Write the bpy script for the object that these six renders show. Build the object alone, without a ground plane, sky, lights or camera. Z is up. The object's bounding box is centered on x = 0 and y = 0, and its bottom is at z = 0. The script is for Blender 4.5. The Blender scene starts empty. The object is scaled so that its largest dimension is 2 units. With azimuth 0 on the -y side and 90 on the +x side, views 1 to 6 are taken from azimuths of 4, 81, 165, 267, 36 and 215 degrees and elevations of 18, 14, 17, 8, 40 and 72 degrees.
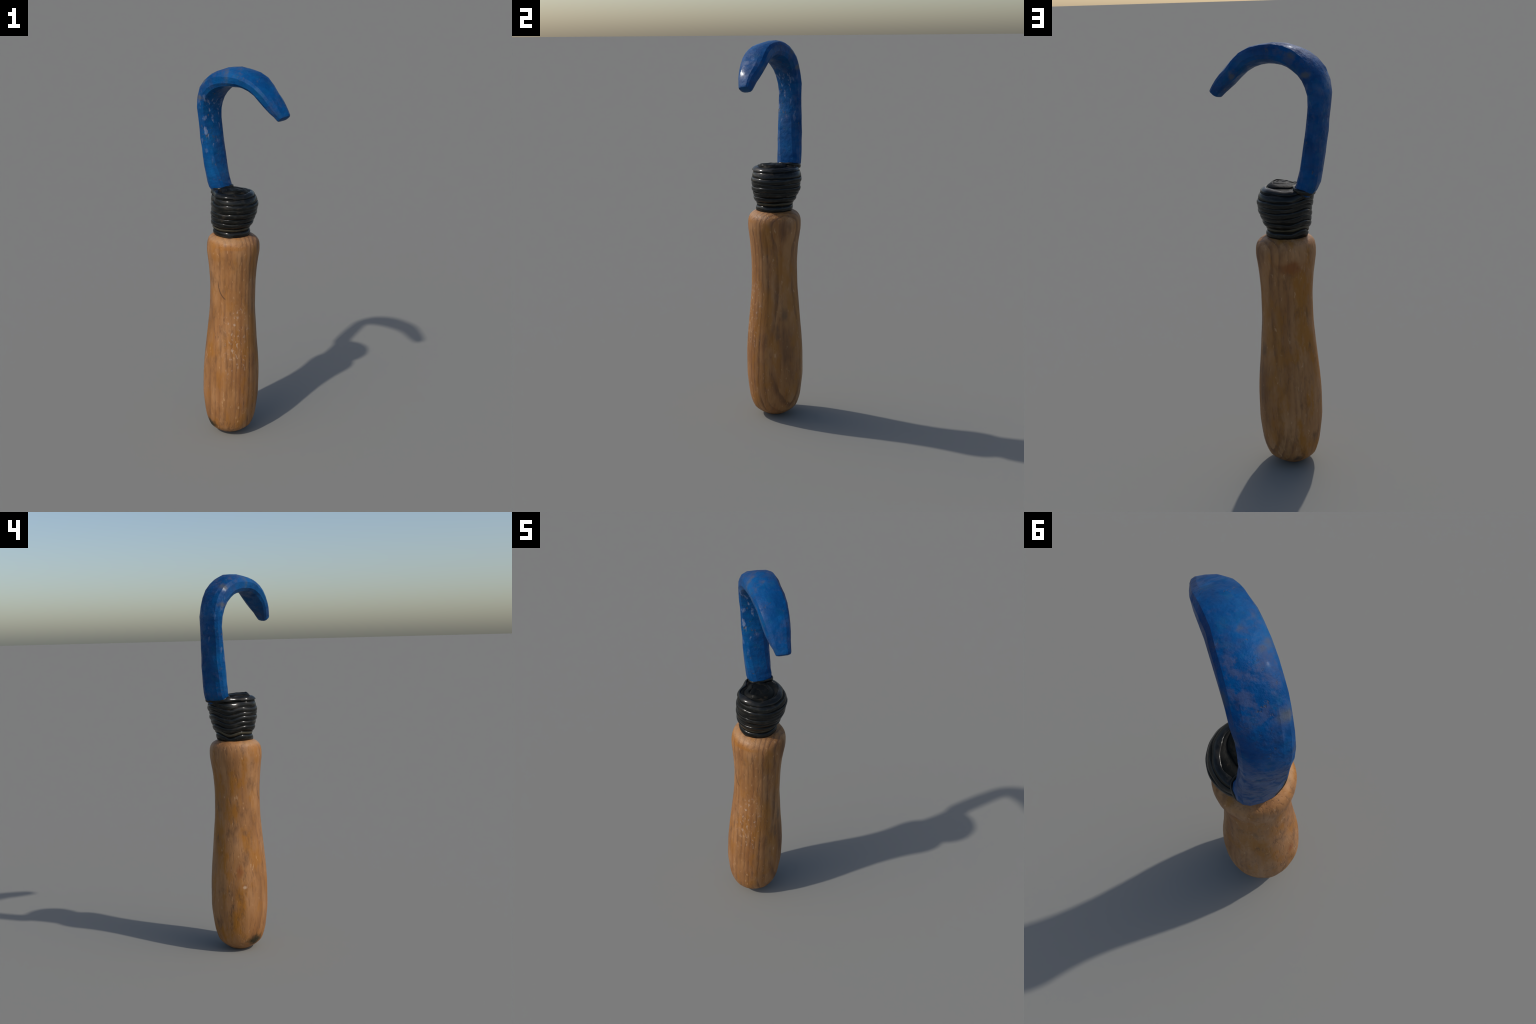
"""A hand hook: turned wooden handle, glossy black cord binding, blue painted steel hook."""
import bpy, math, random
from mathutils import Vector, noise

random.seed(7)
TAU = 2 * math.pi

# ------------------------------------------------------------------ helpers
def catmull(pts, n):
    """n samples of a Catmull-Rom curve through rows of numbers."""
    p = [[2 * a - b for a, b in zip(pts[0], pts[1])]] + [list(q) for q in pts] + \
        [[2 * a - b for a, b in zip(pts[-1], pts[-2])]]
    out = []
    for k in range(n):
        u = k / (n - 1) * (len(pts) - 1)
        i = min(int(u), len(pts) - 2)
        f = u - i
        a, b, c, d = p[i:i + 4]
        out.append([.5 * (2 * q + (r - o) * f + (2 * o - 5 * q + 4 * r - s) * f * f
                          + (3 * q - o - 3 * r + s) * f ** 3) for o, q, r, s in zip(a, b, c, d)])
    return out


def lerp_table(table, x):
    """Smooth (monotone cubic) lookup of every column in a table keyed by its first column."""
    if x <= table[0][0]:
        return list(table[0][1:])
    for i in range(len(table) - 1):
        a, b = table[i], table[i + 1]
        if x <= b[0]:
            h = b[0] - a[0]
            t = (x - a[0]) / h
            res = []
            for j in range(1, len(a)):
                s = (b[j] - a[j]) / h

                def slope(k):
                    if k <= 0 or k >= len(table) - 1:
                        return s
                    l = (table[k][j] - table[k - 1][j]) / (table[k][0] - table[k - 1][0])
                    r = (table[k + 1][j] - table[k][j]) / (table[k + 1][0] - table[k][0])
                    return 0 if l * r <= 0 else 2 * l * r / (l + r)
                m0, m1 = slope(i), slope(i + 1)
                res.append((2 * t**3 - 3 * t**2 + 1) * a[j] + (t**3 - 2 * t**2 + t) * h * m0
                           + (3 * t**2 - 2 * t**3) * b[j] + (t**3 - t**2) * h * m1)
            return res
    return list(table[-1][1:])


def loft(name, rings, mat, parent, cap_start=True, cap_end=True, closed=False):
    """Skin a list of equal-length closed rings."""
    nv = len(rings[0])
    verts = [tuple(p) for r in rings for p in r]
    faces = []
    nr = len(rings)
    for i in range(nr if closed else nr - 1):
        k = (i + 1) % nr
        for j in range(nv):
            l = (j + 1) % nv
            faces.append((i * nv + j, i * nv + l, k * nv + l, k * nv + j))
    if not closed:
        for on, base, flip in ((cap_start, 0, True), (cap_end, (nr - 1) * nv, False)):
            if on:
                c = [sum(verts[base + j][a] for j in range(nv)) / nv for a in range(3)]
                verts.append(tuple(c))
                q = len(verts) - 1
                for j in range(nv):
                    l = (j + 1) % nv
                    faces.append((base + l, base + j, q) if flip else (base + j, base + l, q))
    me = bpy.data.meshes.new(name)
    me.from_pydata(verts, [], faces)
    me.validate()
    me.polygons.foreach_set("use_smooth", [True] * len(me.polygons))
    me.materials.append(mat)
    ob = bpy.data.objects.new(name, me)
    bpy.context.scene.collection.objects.link(ob)
    ob.parent = parent
    return ob


class Nodes:
    """Small shorthand for building a node tree."""
    def __init__(self, name):
        self.mat = bpy.data.materials.new(name)
        self.mat.use_nodes = True
        self.t = self.mat.node_tree
        self.bsdf = self.t.nodes["Principled BSDF"]
        self.co = self.t.nodes.new("ShaderNodeTexCoord").outputs["Object"]

    def put(self, sock, v):
        if isinstance(v, bpy.types.NodeSocket):
            self.t.links.new(v, sock)
        elif v is not None:
            sock.default_value = v

    def math(self, op, a, b=None, clamp=False):
        n = self.t.nodes.new("ShaderNodeMath")
        n.operation = op
        n.use_clamp = clamp
        self.put(n.inputs[0], a)
        self.put(n.inputs[1], b)
        return n.outputs[0]

    def vec(self, op, a, b=None):
        n = self.t.nodes.new("ShaderNodeVectorMath")
        n.operation = op
        self.put(n.inputs[0], a)
        self.put(n.inputs[1], b)
        return n.outputs["Value" if op in ("DOT_PRODUCT", "LENGTH", "DISTANCE") else "Vector"]

    def mapping(self, scale=(1, 1, 1), loc=(0, 0, 0), rot=(0, 0, 0), src=None):
        n = self.t.nodes.new("ShaderNodeMapping")
        self.put(n.inputs[0], src or self.co)
        n.inputs["Scale"].default_value = scale
        n.inputs["Location"].default_value = loc
        n.inputs["Rotation"].default_value = rot
        return n.outputs[0]

    def noise(self, vec, scale, detail=3, rough=.55, dist=0.0, col=False):
        n = self.t.nodes.new("ShaderNodeTexNoise")
        self.put(n.inputs["Vector"], vec)
        n.inputs["Scale"].default_value = scale
        n.inputs["Detail"].default_value = detail
        n.inputs["Roughness"].default_value = rough
        n.inputs["Distortion"].default_value = dist
        return n.outputs["Color" if col else "Fac"]

    def smooth(self, x, lo, hi, a=0.0, b=1.0):
        n = self.t.nodes.new("ShaderNodeMapRange")
        n.interpolation_type = 'SMOOTHSTEP'
        self.put(n.inputs[0], x)
        for i, v in enumerate((lo, hi, a, b)):
            n.inputs[i + 1].default_value = v
        return n.outputs[0]

    def ramp(self, fac, stops):
        n = self.t.nodes.new("ShaderNodeValToRGB")
        self.put(n.inputs[0], fac)
        e = n.color_ramp.elements
        while len(e) < len(stops):
            e.new(.5)
        for q, (p, c) in zip(e, stops):
            q.position = p
            q.color = (*c, 1)
        return n.outputs[0]

    def mix(self, fac, a, b, mode='MIX'):
        n = self.t.nodes.new("ShaderNodeMix")
        n.data_type = 'RGBA'
        n.blend_type = mode
        self.put(n.inputs[0], fac)
        for s, v in ((n.inputs[6], a), (n.inputs[7], b)):
            self.put(s, (*v, 1) if isinstance(v, tuple) else v)
        return n.outputs[2]

    def blob(self, centre, radii, warp=.35, freq=25):
        """Soft-edged ragged patch around a point of the surface."""
        v = self.vec('SUBTRACT', self.co, centre)
        v = self.vec('DIVIDE', v, radii)
        d = self.vec('LENGTH', v)
        w = self.noise(self.co, freq, 3)
        d = self.math('ADD', d, self.math('MULTIPLY', self.math('SUBTRACT', w, .5), warp * 2.2))
        return self.smooth(d, .25, 1.15, 1, 0)

    def bump(self, h, strength, dist):
        n = self.t.nodes.new("ShaderNodeBump")
        n.inputs["Strength"].default_value = strength
        n.inputs["Distance"].default_value = dist
        self.put(n.inputs["Height"], h)
        self.put(self.bsdf.inputs["Normal"], n.outputs[0])

    def done(self, color, rough, **kw):
        self.put(self.bsdf.inputs["Base Color"], color)
        self.put(self.bsdf.inputs["Roughness"], rough)
        for k, v in kw.items():
            self.put(self.bsdf.inputs[k.replace("_", " ")], v)
        return self.mat


# ---------------------------------------------------------------- materials
def wood_material():
    n = Nodes("oiled_wood")
    # growth layers: nearly flat sheets standing upright, cut into arches by the swelling handle
    wob = n.math('SUBTRACT', n.noise(n.mapping((4, 4, 1.3)), 1.0, 2), .5)
    fine = n.math('SUBTRACT', n.noise(n.mapping((60, 60, 5)), 1.0, 2), .5)
    layer = n.vec('DOT_PRODUCT', n.co, (.95, .32, .01))
    layer = n.math('ADD', layer, n.math('MULTIPLY', wob, .055))
    layer = n.math('ADD', layer, n.math('MULTIPLY', fine, .007))
    uneven = n.math('SUBTRACT', n.noise(n.mapping((20, 20, .9), (3, 9, 2)), 1.0, 2), .5)
    layer = n.math('ADD', layer, n.math('MULTIPLY', uneven, .017))
    ph = n.math('FRACT', n.math('ADD', n.math('MULTIPLY', layer, 38), .47))
    late = n.math('MULTIPLY', n.smooth(ph, .35, .85), n.smooth(ph, .90, 1.0, 1, 0))
    broken = n.smooth(n.noise(n.mapping((16, 16, 5), (7, 2, 1)), 1.0, 4, .6), .34, .64, .15, 1)
    late = n.math('MULTIPLY', late, broken)
    pores = n.smooth(n.noise(n.mapping((105, 105, 17)), 1.0, 3, .6), .53, .70)
    streak = n.noise(n.mapping((24, 24, 2.2)), 1.0, 4, .58)
    front = n.smooth(n.vec('DOT_PRODUCT', n.co, (.8, -.6, 0)), -.19, .02, .35, 1.0)   # quarter-sawn face shows the lines best
    tone = n.noise(n.mapping((8, 8, 3.2)), 1.0, 4, .6)
    col = n.ramp(tone, [(.30, (.270, .116, .037)), (.48, (.348, .160, .056)), (.68, (.425, .214, .090))])
    col = n.mix(n.math('MULTIPLY', n.smooth(streak, .44, .70, 0, .55), front), col, (.235, .085, .022))
    col = n.mix(n.math('MULTIPLY', n.math('MULTIPLY', late, n.smooth(n.vec('DOT_PRODUCT', n.co, (1, .35, 0)), -.06, .07, .55, .78)), front), col, (.125, .052, .024))
    col = n.mix(n.math('MULTIPLY', pores, n.math('MULTIPLY', n.smooth(streak, .38, .6, .15, .7), .45)), col, (.085, .042, .028))
    # ochre stain, grey-brown grime and small pale ticks
    handled = n.smooth(n.vec('DOT_PRODUCT', n.co, (.8, -.6, 0)), -.20, -.02, 1.0, .6)
    blot = n.math('MULTIPLY', handled, n.smooth(n.noise(n.mapping((12, 12, 5), (3, 1, 0)), 1.0, 5, .65), .47, .64, 0, .9))
    col = n.mix(blot, col, (.33, .125, .012))
    grime = n.math('MULTIPLY', handled, n.smooth(n.noise(n.mapping((17, 17, 7), (1, 5, 2)), 1.0, 5, .7), .51, .72, 0, .75))
    col = n.mix(grime, col, (.120, .058, .026))
    pale = n.smooth(n.noise(n.mapping((60, 60, 22), (2, 8, 4)), 1.0, 3, .6), .63, .72, 0, .5)
    col = n.mix(pale, col, (.58, .34, .17))
    # gloss highlights on the middle of the front, painted into the wood as pale specks
    baked_specks = n.math('MULTIPLY', n.smooth(n.noise(n.mapping((80, 80, 44)), 1.0, 2), .58, .70), n.blob((.0, -.13, .60), (.10, .09, .28), .3, 12))
    col = n.mix(n.math('MULTIPLY', baked_specks, .55), col, (.55, .42, .32))
    # end grain left bare round the neck
    neck = n.blob((-.06, -.03, 1.128), (.125, .10, .020), .15, 40)
    col = n.mix(n.math('MULTIPLY', neck, .6), col, (.47, .29, .15))
    ochre = n.blob((-.05, -.10, 1.098), (.11, .06, .014), .4, 30)
    col = n.mix(n.math('MULTIPLY', ochre, .55), col, (.33, .12, .012))
    # single marks: scorch near the foot, rusty smear, pale dent, dark patches
    for c, r, w, f, k, tint in (
            ((-.150, -.055, .064), (.055, .070, .036), .5, 38, .95, (.022, .021, .010)),
            ((-.030, .155, 1.020), (.075, .050, .042), .35, 22, .7, (.22, .060, .011)),
            ((-.040, .155, .050), (.040, .060, .024), .5, 40, .8, (.055, .042, .028)),
            ((-.195, -.005, .370), (.020, .013, .011), .15, 40, .8, (.66, .46, .28)),
            ((-.195, -.005, .373), (.030, .020, .018), .2, 40, .25, (.2, .07, .05)),
            ((-.170, -.012, .660), (.030, .020, .022), .5, 45, .5, (.12, .065, .04)),
            ((-.175, .040, .620), (.030, .016, .030), .5, 40, .35, (.16, .08, .045)),
            ((-.180, .02, .45), (.03, .025, .045), .5, 30, .6, (.24, .06, .012)),
            ((.085, .05, .60), (.03, .03, .045), .5, 30, .6, (.12, .07, .04)),
            ((.080, .01, .505), (.03, .02, .05), .5, 30, .6, (.11, .065, .04))):
        col = n.mix(n.math('MULTIPLY', n.blob(c, r, w, f), k), col, tint)
    # a curved check on the front
    v = n.vec('SUBTRACT', n.co, (-.046, -.1, .895))
    d = n.vec('LENGTH', n.vec('MULTIPLY', v, (1, 0, .72)))
    s = n.t.nodes.new("ShaderNodeSeparateXYZ")
    n.put(s.inputs[0], v)
    arc = n.smooth(n.math('ABSOLUTE', n.math('SUBTRACT', d, .062)), .001, .0045, 1, 0)
    arc = n.math('MULTIPLY', arc, n.smooth(s.outputs[0], -.030, -.018, 1, 0))
    arc = n.math('MULTIPLY', arc, n.smooth(s.outputs[2], -.012, .03, 1, 0))
    arc = n.math('MULTIPLY', arc, n.math('LESS_THAN', s.outputs[1], 0.05))
    col = n.mix(n.math('MULTIPLY', arc, .8), col, (.09, .045, .025))
    h = n.math('ADD', n.math('MULTIPLY', pores, -.6), n.math('MULTIPLY', streak, -.9))
    n.bump(h, .4, .005)
    return n.done(col, n.smooth(streak, .3, .7, .45, .62), Specular_IOR_Level=.28)


def paint_material():
    n = Nodes("blue_paint")
    big = n.noise(n.co, 8, 4, .6)
    col = n.ramp(big, [(.3, (.0002, .042, .148)), (.5, (.0003, .060, .200)), (.72, (.0005, .086, .255))])
    # brush bands running round the bar
    band = n.noise(n.mapping((5, 5, 30)), 1.0, 4, .65)
    col = n.mix(n.smooth(band, .45, .72, 0, .5), col, (.0002, .032, .125))
    teal = n.smooth(n.noise(n.mapping((1, 1, 1), (2, 7, 3)), 22, 4, .65), .52, .68, 0, .5)
    col = n.mix(teal, col, (.0003, .076, .185))
    # chalky, worn paint on the upper curve and scattered smears
    crown = n.blob((-.10, .08, 1.96), (.20, .17, .12), .5, 14)
    chalk = n.smooth(n.noise(n.co, 26, 5, .68), .44, .62)
    c1 = n.math('MULTIPLY', crown, chalk)
    nose = n.math('MULTIPLY', n.blob((.19, -.15, 1.82), (.07, .07, .06), .5, 25), chalk)
    scat = n.smooth(n.noise(n.mapping((1, 1, 1), (4, 2, 1)), 15, 5, .65), .55, .72)
    fac = n.math('MAXIMUM', n.math('MULTIPLY', c1, .75), n.math('MULTIPLY', scat, .5))
    fac = n.math('MAXIMUM', fac, n.math('MULTIPLY', nose, .6))
    col = n.mix(fac, col, (.050, .075, .160))
    # grey-brown chips
    fl = n.smooth(n.noise(n.mapping((1, 1, 1), (9, 3, 5)), 32, 4, .65), .61, .71)
    fl = n.math('MULTIPLY', fl, n.smooth(n.noise(n.co, 7, 2), .44, .56))
    col = n.mix(n.math('MULTIPLY', fl, .75), col, (.085, .075, .065))
    # specular glints coloured onto the blue as small pale flecks, mostly on the shank
    painted_glints = n.smooth(n.noise(n.mapping((1, 1, .45), (5, 5, 5)), 46, 2), .58, .68)
    painted_glints = n.math('MULTIPLY', painted_glints, n.blob((-.15, .08, 1.72), (.12, .12, .22), .3, 9))
    col = n.mix(n.math('MULTIPLY', painted_glints, .5), col, (.24, .29, .40))
    for c, r in (((-.075, -.02, 1.955), (.016, .05, .045)), ((-.005, -.035, 1.955), (.014, .05, .045)),
                 ((-.215, .075, 1.84), (.040, .035, .016)), ((-.06, .125, 1.955), (.026, .03, .020)),
                 ((-.115, .155, 1.87), (.026, .03, .018)), ((-.10, .17, 1.73), (.016, .02, .020)),
                 ((-.20, .06, 1.93), (.03, .03, .025)), ((-.15, .16, 1.655), (.016, .02, .014)),
                 ((.16, -.07, 1.865), (.016, .03, .030))):
        m = n.blob(c, r, .6, 40)
        col = n.mix(n.math('MULTIPLY', m, .62), col, (.10, .098, .082))
    n.bump(n.math('ADD', n.noise(n.co, 40, 4), n.math('MULTIPLY', fl, -.4)), .35, .014)
    return n.done(col, n.smooth(chalk, 0, 1, .5, .62), Specular_IOR_Level=.08,
                  Coat_Weight=n.math('MULTIPLY', n.smooth(chalk, 0, 1, .26, .05), n.math('SUBTRACT', 1.0, n.math('MULTIPLY', crown, .95))), Coat_Roughness=.17)


def cord_material(name, base, lighter, gloss=.5):
    n = Nodes(name)
    v = n.noise(n.mapping((16, 16, 70)), 1.0, 4, .65)
    col = n.mix(n.smooth(v, .5, .68), base, lighter)
    warm = n.smooth(n.noise(n.mapping((30, 30, 60), (4, 4, 1)), 1.0, 4, .65), .57, .68, 0, .7)
    col = n.mix(warm, col, (.030, .022, .014))
    n.bump(n.noise(n.co, 60, 3), .35, .006)
    return n.done(col, .55, Specular_IOR_Level=.08, Coat_Weight=gloss, Coat_Roughness=.17)


WOOD = wood_material()
PAINT = paint_material()
CORD = cord_material("black_waxed_cord", (.0035, .0042, .0036), (.021, .019, .015))
DUSTY = cord_material("dusty_black_cord", (.0045, .005, .0045), (.013, .0125, .0105), .03)
WORN = cord_material("worn_cord", (.05, .043, .026), (.085, .07, .04))

# ------------------------------------------------------------------- object
root = bpy.data.objects.new("hand_hook", None)
bpy.context.scene.collection.objects.link(root)
root["label"] = "blue painted steel hook with black cord binding on a wooden handle"
root["category"] = "hand hook"

# handle: turned profile (height, axis x, axis y, radius)
HANDLE = [(0.000, -.0555, .0235, .045), (.004, -.055, .023, .058), (.010, -.0545, .0225, .068), (.020, -.0535, .021, .0830),
          (.032, -.0525, .0205, .0985), (.050, -.051, .020, .1160), (.075, -.050, .0195, .1265), (.110, -.0497, .0195, .1365),
          (.160, -.0497, .0195, .1437), (.250, -.0495, .0197, .1520), (.350, -.0480, .0192, .1515), (.450, -.0466, .0190, .1462),
          (.550, -.0460, .0186, .1371), (.650, -.0446, .0186, .1286), (.750, -.0440, .0182, .1216), (.850, -.0430, .0180, .1204),
          (.950, -.0436, .0180, .1256), (1.02, -.0438, .0195, .1338), (1.06, -.0435, .0196, .1385), (1.085, -.0435, .0200, .1380),
          (1.105, -.0440, .0203, .1345), (1.120, -.0460, .0206, .1275), (1.132, -.0475, .0215, .1150), (1.142, -.0485, .022, .0950),
          (1.148, -.0490, .023, .0750)]


def handle_ring(z, nv=64):
    x, y, r = lerp_table(HANDLE, z)
    ring = []
    for k in range(nv):
        a = TAU * k / nv
        c, s = math.cos(a), math.sin(a)
        # tool flats and hand wear: long shallow waves around the turning
        w = noise.noise(Vector((c * 2.2, s * 2.2, z * 2.5 + 3))) * .0022 \
            + noise.noise(Vector((c * 5, s * 5, z * 3 + 9))) * .0010
        w *= min(1, z / .05)
        ring.append((x + (r + w) * c, y + (r + w) * s, z))
    return ring


zs = [0, .002, .004, .007, .010, .015, .02, .026, .032, .04, .05, .062, .075, .09]
zs += [.11 + .022 * k for k in range(42)] + [1.03, 1.045, 1.06, 1.073, 1.085, 1.095, 1.105, 1.113, 1.12, 1.127, 1.132, 1.138, 1.142, 1.148]
handle = loft("handle", [handle_ring(z) for z in zs], WOOD, root)

# hook: bar bent in one upright plane. Rows: reach along plane, height, sideways, thickness, width, roll
O, D, N = Vector((-.16, .123, 0)), Vector((.795, -.606, 0)), Vector((.606, .795, 0))
HOOK = [(.0780, 1.3300, .0150, .060, .084, .15), (.0440, 1.3720, .0165, .086, .120, .12), (.0260, 1.4080, .0130, .0950, .1245, .10), (.0100, 1.4919, .0044, .0880, .1319, -.0504),
        (-.0036, 1.5812, .0003, .0803, .1330, -.1505), (-.0153, 1.6767, -.0060, .0731, .1284, -.1595), (-.0224, 1.7829, -.0113, .0770, .1355, -.2227),
        (.0049, 1.8663, -.0174, .0935, .1462, -.1753), (.0659, 1.9225, -.0187, .0951, .1500, -.0358), (.1346, 1.9495, -.0194, .0937, .1506, .1089),
        (.2340, 1.9545, -.0192, .0800, .1428, .1745), (.3152, 1.9287, -.0151, .0765, .1378, .1374), (.3819, 1.8737, -.0111, .0702, .1231, .0060),
        (.4362, 1.8214, -.0042, .0629, .0924, .1798), (.4660, 1.7850, .0010, .0520, .0740, .22)]
NR, NV = 29, 14
rows = catmull(HOOK, NR)
low = [(.090, 1.20, .02, .055, .075, .08), (.078, 1.27, .018, .068, .09, .10)]
rows = [list(r) for r in low] + rows
rings = []
for i, (d, z, off, t, w, roll) in enumerate(rows):
    a, b = rows[max(i - 1, 0)], rows[min(i + 1, len(rows) - 1)]
    T = Vector((b[0] - a[0], b[1] - a[1])).normalized()
    I = D * -T.y + Vector((0, 0, T.x))
    W = N * math.cos(roll) + I * math.sin(roll)
    J = I * math.cos(roll) - N * math.sin(roll)
    c = O + D * d + Vector((0, 0, z)) + N * off
    ring = []
    for k in range(NV):
        th = TAU * k / NV
        co, si = math.cos(th), math.sin(th)
        e = .72
        p = c + J * (t * 1.02 / 2 * math.copysign(abs(co) ** e, co)) + W * (w * 1.0 / 2 * math.copysign(abs(si) ** e, si))
        q = p * 9
        p += (p - c).normalized() * noise.noise(q) * .0042 + (p - c).normalized() * noise.noise(q * 2.7) * .0026
        ring.append(p)
    rings.append(ring)
# blunt nose: shrink the last section forward over a few steps
last, c = rings[-1], sum(rings[-1], Vector()) / NV
fwd = (D * (rows[-1][0] - rows[-3][0]) + Vector((0, 0, rows[-1][1] - rows[-3][1]))).normalized()
for s, f in ((.97, .004), (.88, .0085), (.6, .0112)):
    rings.append([c + (p - c) * s + fwd * f for p in last])
hook = loft("hook", rings, PAINT, root)
hook.data.set_sharp_from_angle(angle=math.radians(21))

# cord binding: a bulb of wound cord, drawn out to a blunt corner round the shank.
# Rows: height, axis x, axis y, radius, bulge behind the shank, pinch on either side of it
BULB = [(1.125, -.0480, .0200, .0905, .01, -.01, .01), (1.145, -.0500, .0210, .0915, .015, -.01, .02), (1.155, -.0520, .0230, .0920, .03, -.01, .02),
        (1.180, -.0545, .0250, .0950, .03, -.01, .02), (1.210, -.0516, .0245, .1072, .036, .013, -.02), (1.250, -.0460, .0250, .1170, .016, .0385, -.08),
        (1.290, -.0430, .0268, .1230, .02, .07, -.05), (1.320, -.0453, .0315, .1250, .045, .135, -.03), (1.340, -.0490, .0330, .1218, .080, .215, .005),
        (1.355, -.0525, .0320, .1180, .10, .235, .03), (1.366, -.0560, .0280, .1060, .125, .23, .04), (1.370, -.0545, .0270, .096, .13, .23, .04)]
CENTRE = Vector((-.024, -.033, 1.385))    # middle of the flat coil on top
SHANK_AT = math.radians(131)
RIM = 1.370


def bulb_point(z, a):
    x, y, r, kb, kl, kr = lerp_table(BULB, z)
    d = math.remainder(a - SHANK_AT, TAU)
    r *= 1 + kb * math.exp(-(d / .56) ** 2) - kl * math.exp(-((d - 1.15) / .5) ** 2) - kr * math.exp(-((d + 1.15) / .5) ** 2)
    return Vector((x + r * math.cos(a), y + r * math.sin(a), z))


def top_point(s, a):
    """s = 1 on the rim, 0 in the middle of the flat coil."""
    rim = bulb_point(RIM, a)
    p = CENTRE.lerp(rim, s)
    p.z = RIM + (CENTRE.z - RIM) * (1 - s ** 2.2) - .007 * math.exp(-((s - .80) / .09) ** 2)   # hollow inside the rim
    return p


core_rings = [[bulb_point(z, TAU * k / 64) for k in range(64)] for z in
              (1.125, 1.135, 1.145, 1.155, 1.168, 1.18, 1.195, 1.21, 1.23, 1.25, 1.27, 1.29, 1.305, 1.32, 1.334, 1.345, 1.352, 1.358, 1.363, 1.367, RIM)]
core_rings += [[top_point(s, TAU * k / 64) for k in range(64)] for s in (.95, .9, .85, .8, .75, .7, .62, .5, .3, .12)]
wrap = loft("cord_binding", core_rings, DUSTY, root, cap_start=False)


def turn(path, normals, half_w, half_h, mat):
    """One turn of cord: a flattened tube along a closed path lying on the bulb."""
    n = len(path)
    rr = []
    for i in range(n):
        T = (path[(i + 1) % n] - path[i - 1]).normalized()
        up = (normals[i] - T * normals[i].dot(T)).normalized()
        side = T.cross(up)
        v = 1 + .30 * noise.noise(path[i] * 26)
        rr.append([path[i] + side * (half_w * v * math.cos(TAU * k / 12)) + up * (half_h * v * math.sin(TAU * k / 12))
                   for k in range(12)])
    return loft("cord_turn", rr, mat, wrap, closed=True)


def surf(u, a):
    """Position on the binding: u is a height below the rim; above it, the inward run over the top."""
    return bulb_point(u, a) if u <= RIM else top_point(max(0, 1 - (u - RIM) / .1), a)


def climb(a):
    """The cord steps up while it crosses behind the shank."""
    d = math.remainder(a - 2.5, TAU)
    t = min(1, max(0, (d + 1.1) / 2.2))
    return math.sin(t * math.pi) ** 2 * math.sin((t - .5) * math.pi)


def wind(u, half_w, half_h, mat, sink=0.0, back=.034):
    path, nor = [], []
    for k in range(96):
        a = TAU * k / 96
        uu = u + (-back * climb(a) if u < 1.36 else 0) + .0055 * noise.noise(Vector((math.cos(a) * 1.6, math.sin(a) * 1.6, u * 60)))
        uu = max(uu, 1.14)
        e = .004
        p = surf(uu, a)
        du = surf(uu + e, a) - surf(uu - e, a)
        da = surf(uu, a + .02) - surf(uu, a - .02)
        nn = da.cross(du).normalized()
        path.append(p - nn * sink)
        nor.append(nn)
    turn(path, nor, half_w, half_h, mat)


for u, hw, hh, m in ((1.157, .0145, .0065, CORD), (1.183, .0075, .0040, WORN), (1.207, .0145, .0065, CORD), (1.234, .0120, .0036, CORD),
                     (1.260, .0135, .0062, CORD), (1.284, .0110, .0036, CORD), (1.307, .0135, .0062, CORD), (1.335, .0140, .0036, CORD),
                     (1.3635, .0150, .0055, CORD), (1.405, .0150, .0040, DUSTY), (1.439, .0140, .0040, DUSTY)):
    wind(u, hw, hh, m, sink=.0015)


# the last turns climb round the foot of the shank, lower behind than inside the bend
def shank_turn(zc, tilt, half_w, half_h, mat):
    i = min(range(len(rows) - 1), key=lambda k: abs(rows[k][1] - zc))
    d, z, off, t, w, roll = rows[i]
    W = N * math.cos(roll) - D * math.sin(roll)
    J = -D * math.cos(roll) - N * math.sin(roll)
    c = O + D * (d + (zc - z) * -.45) + N * off
    path, nor = [], []
    for k in range(72):
        a = TAU * k / 72
        co, si = math.cos(a), math.sin(a)
        p = c + J * (t / 2 * math.copysign(abs(co) ** .75, co)) + W * (w / 2 * math.copysign(abs(si) ** .75, si))
        p.z = zc - tilt * co + .003 * noise.noise(p * 30)
        path.append(p)
        nor.append((J * co * w + W * si * t).normalized())
    turn(path, nor, half_w, half_h, mat)


for zc, hw, hh in ((1.365, .0105, .0050), (1.350, .0115, .0075), (1.334, .0120, .0075)):
    shank_turn(zc, .010, hw, hh, CORD)
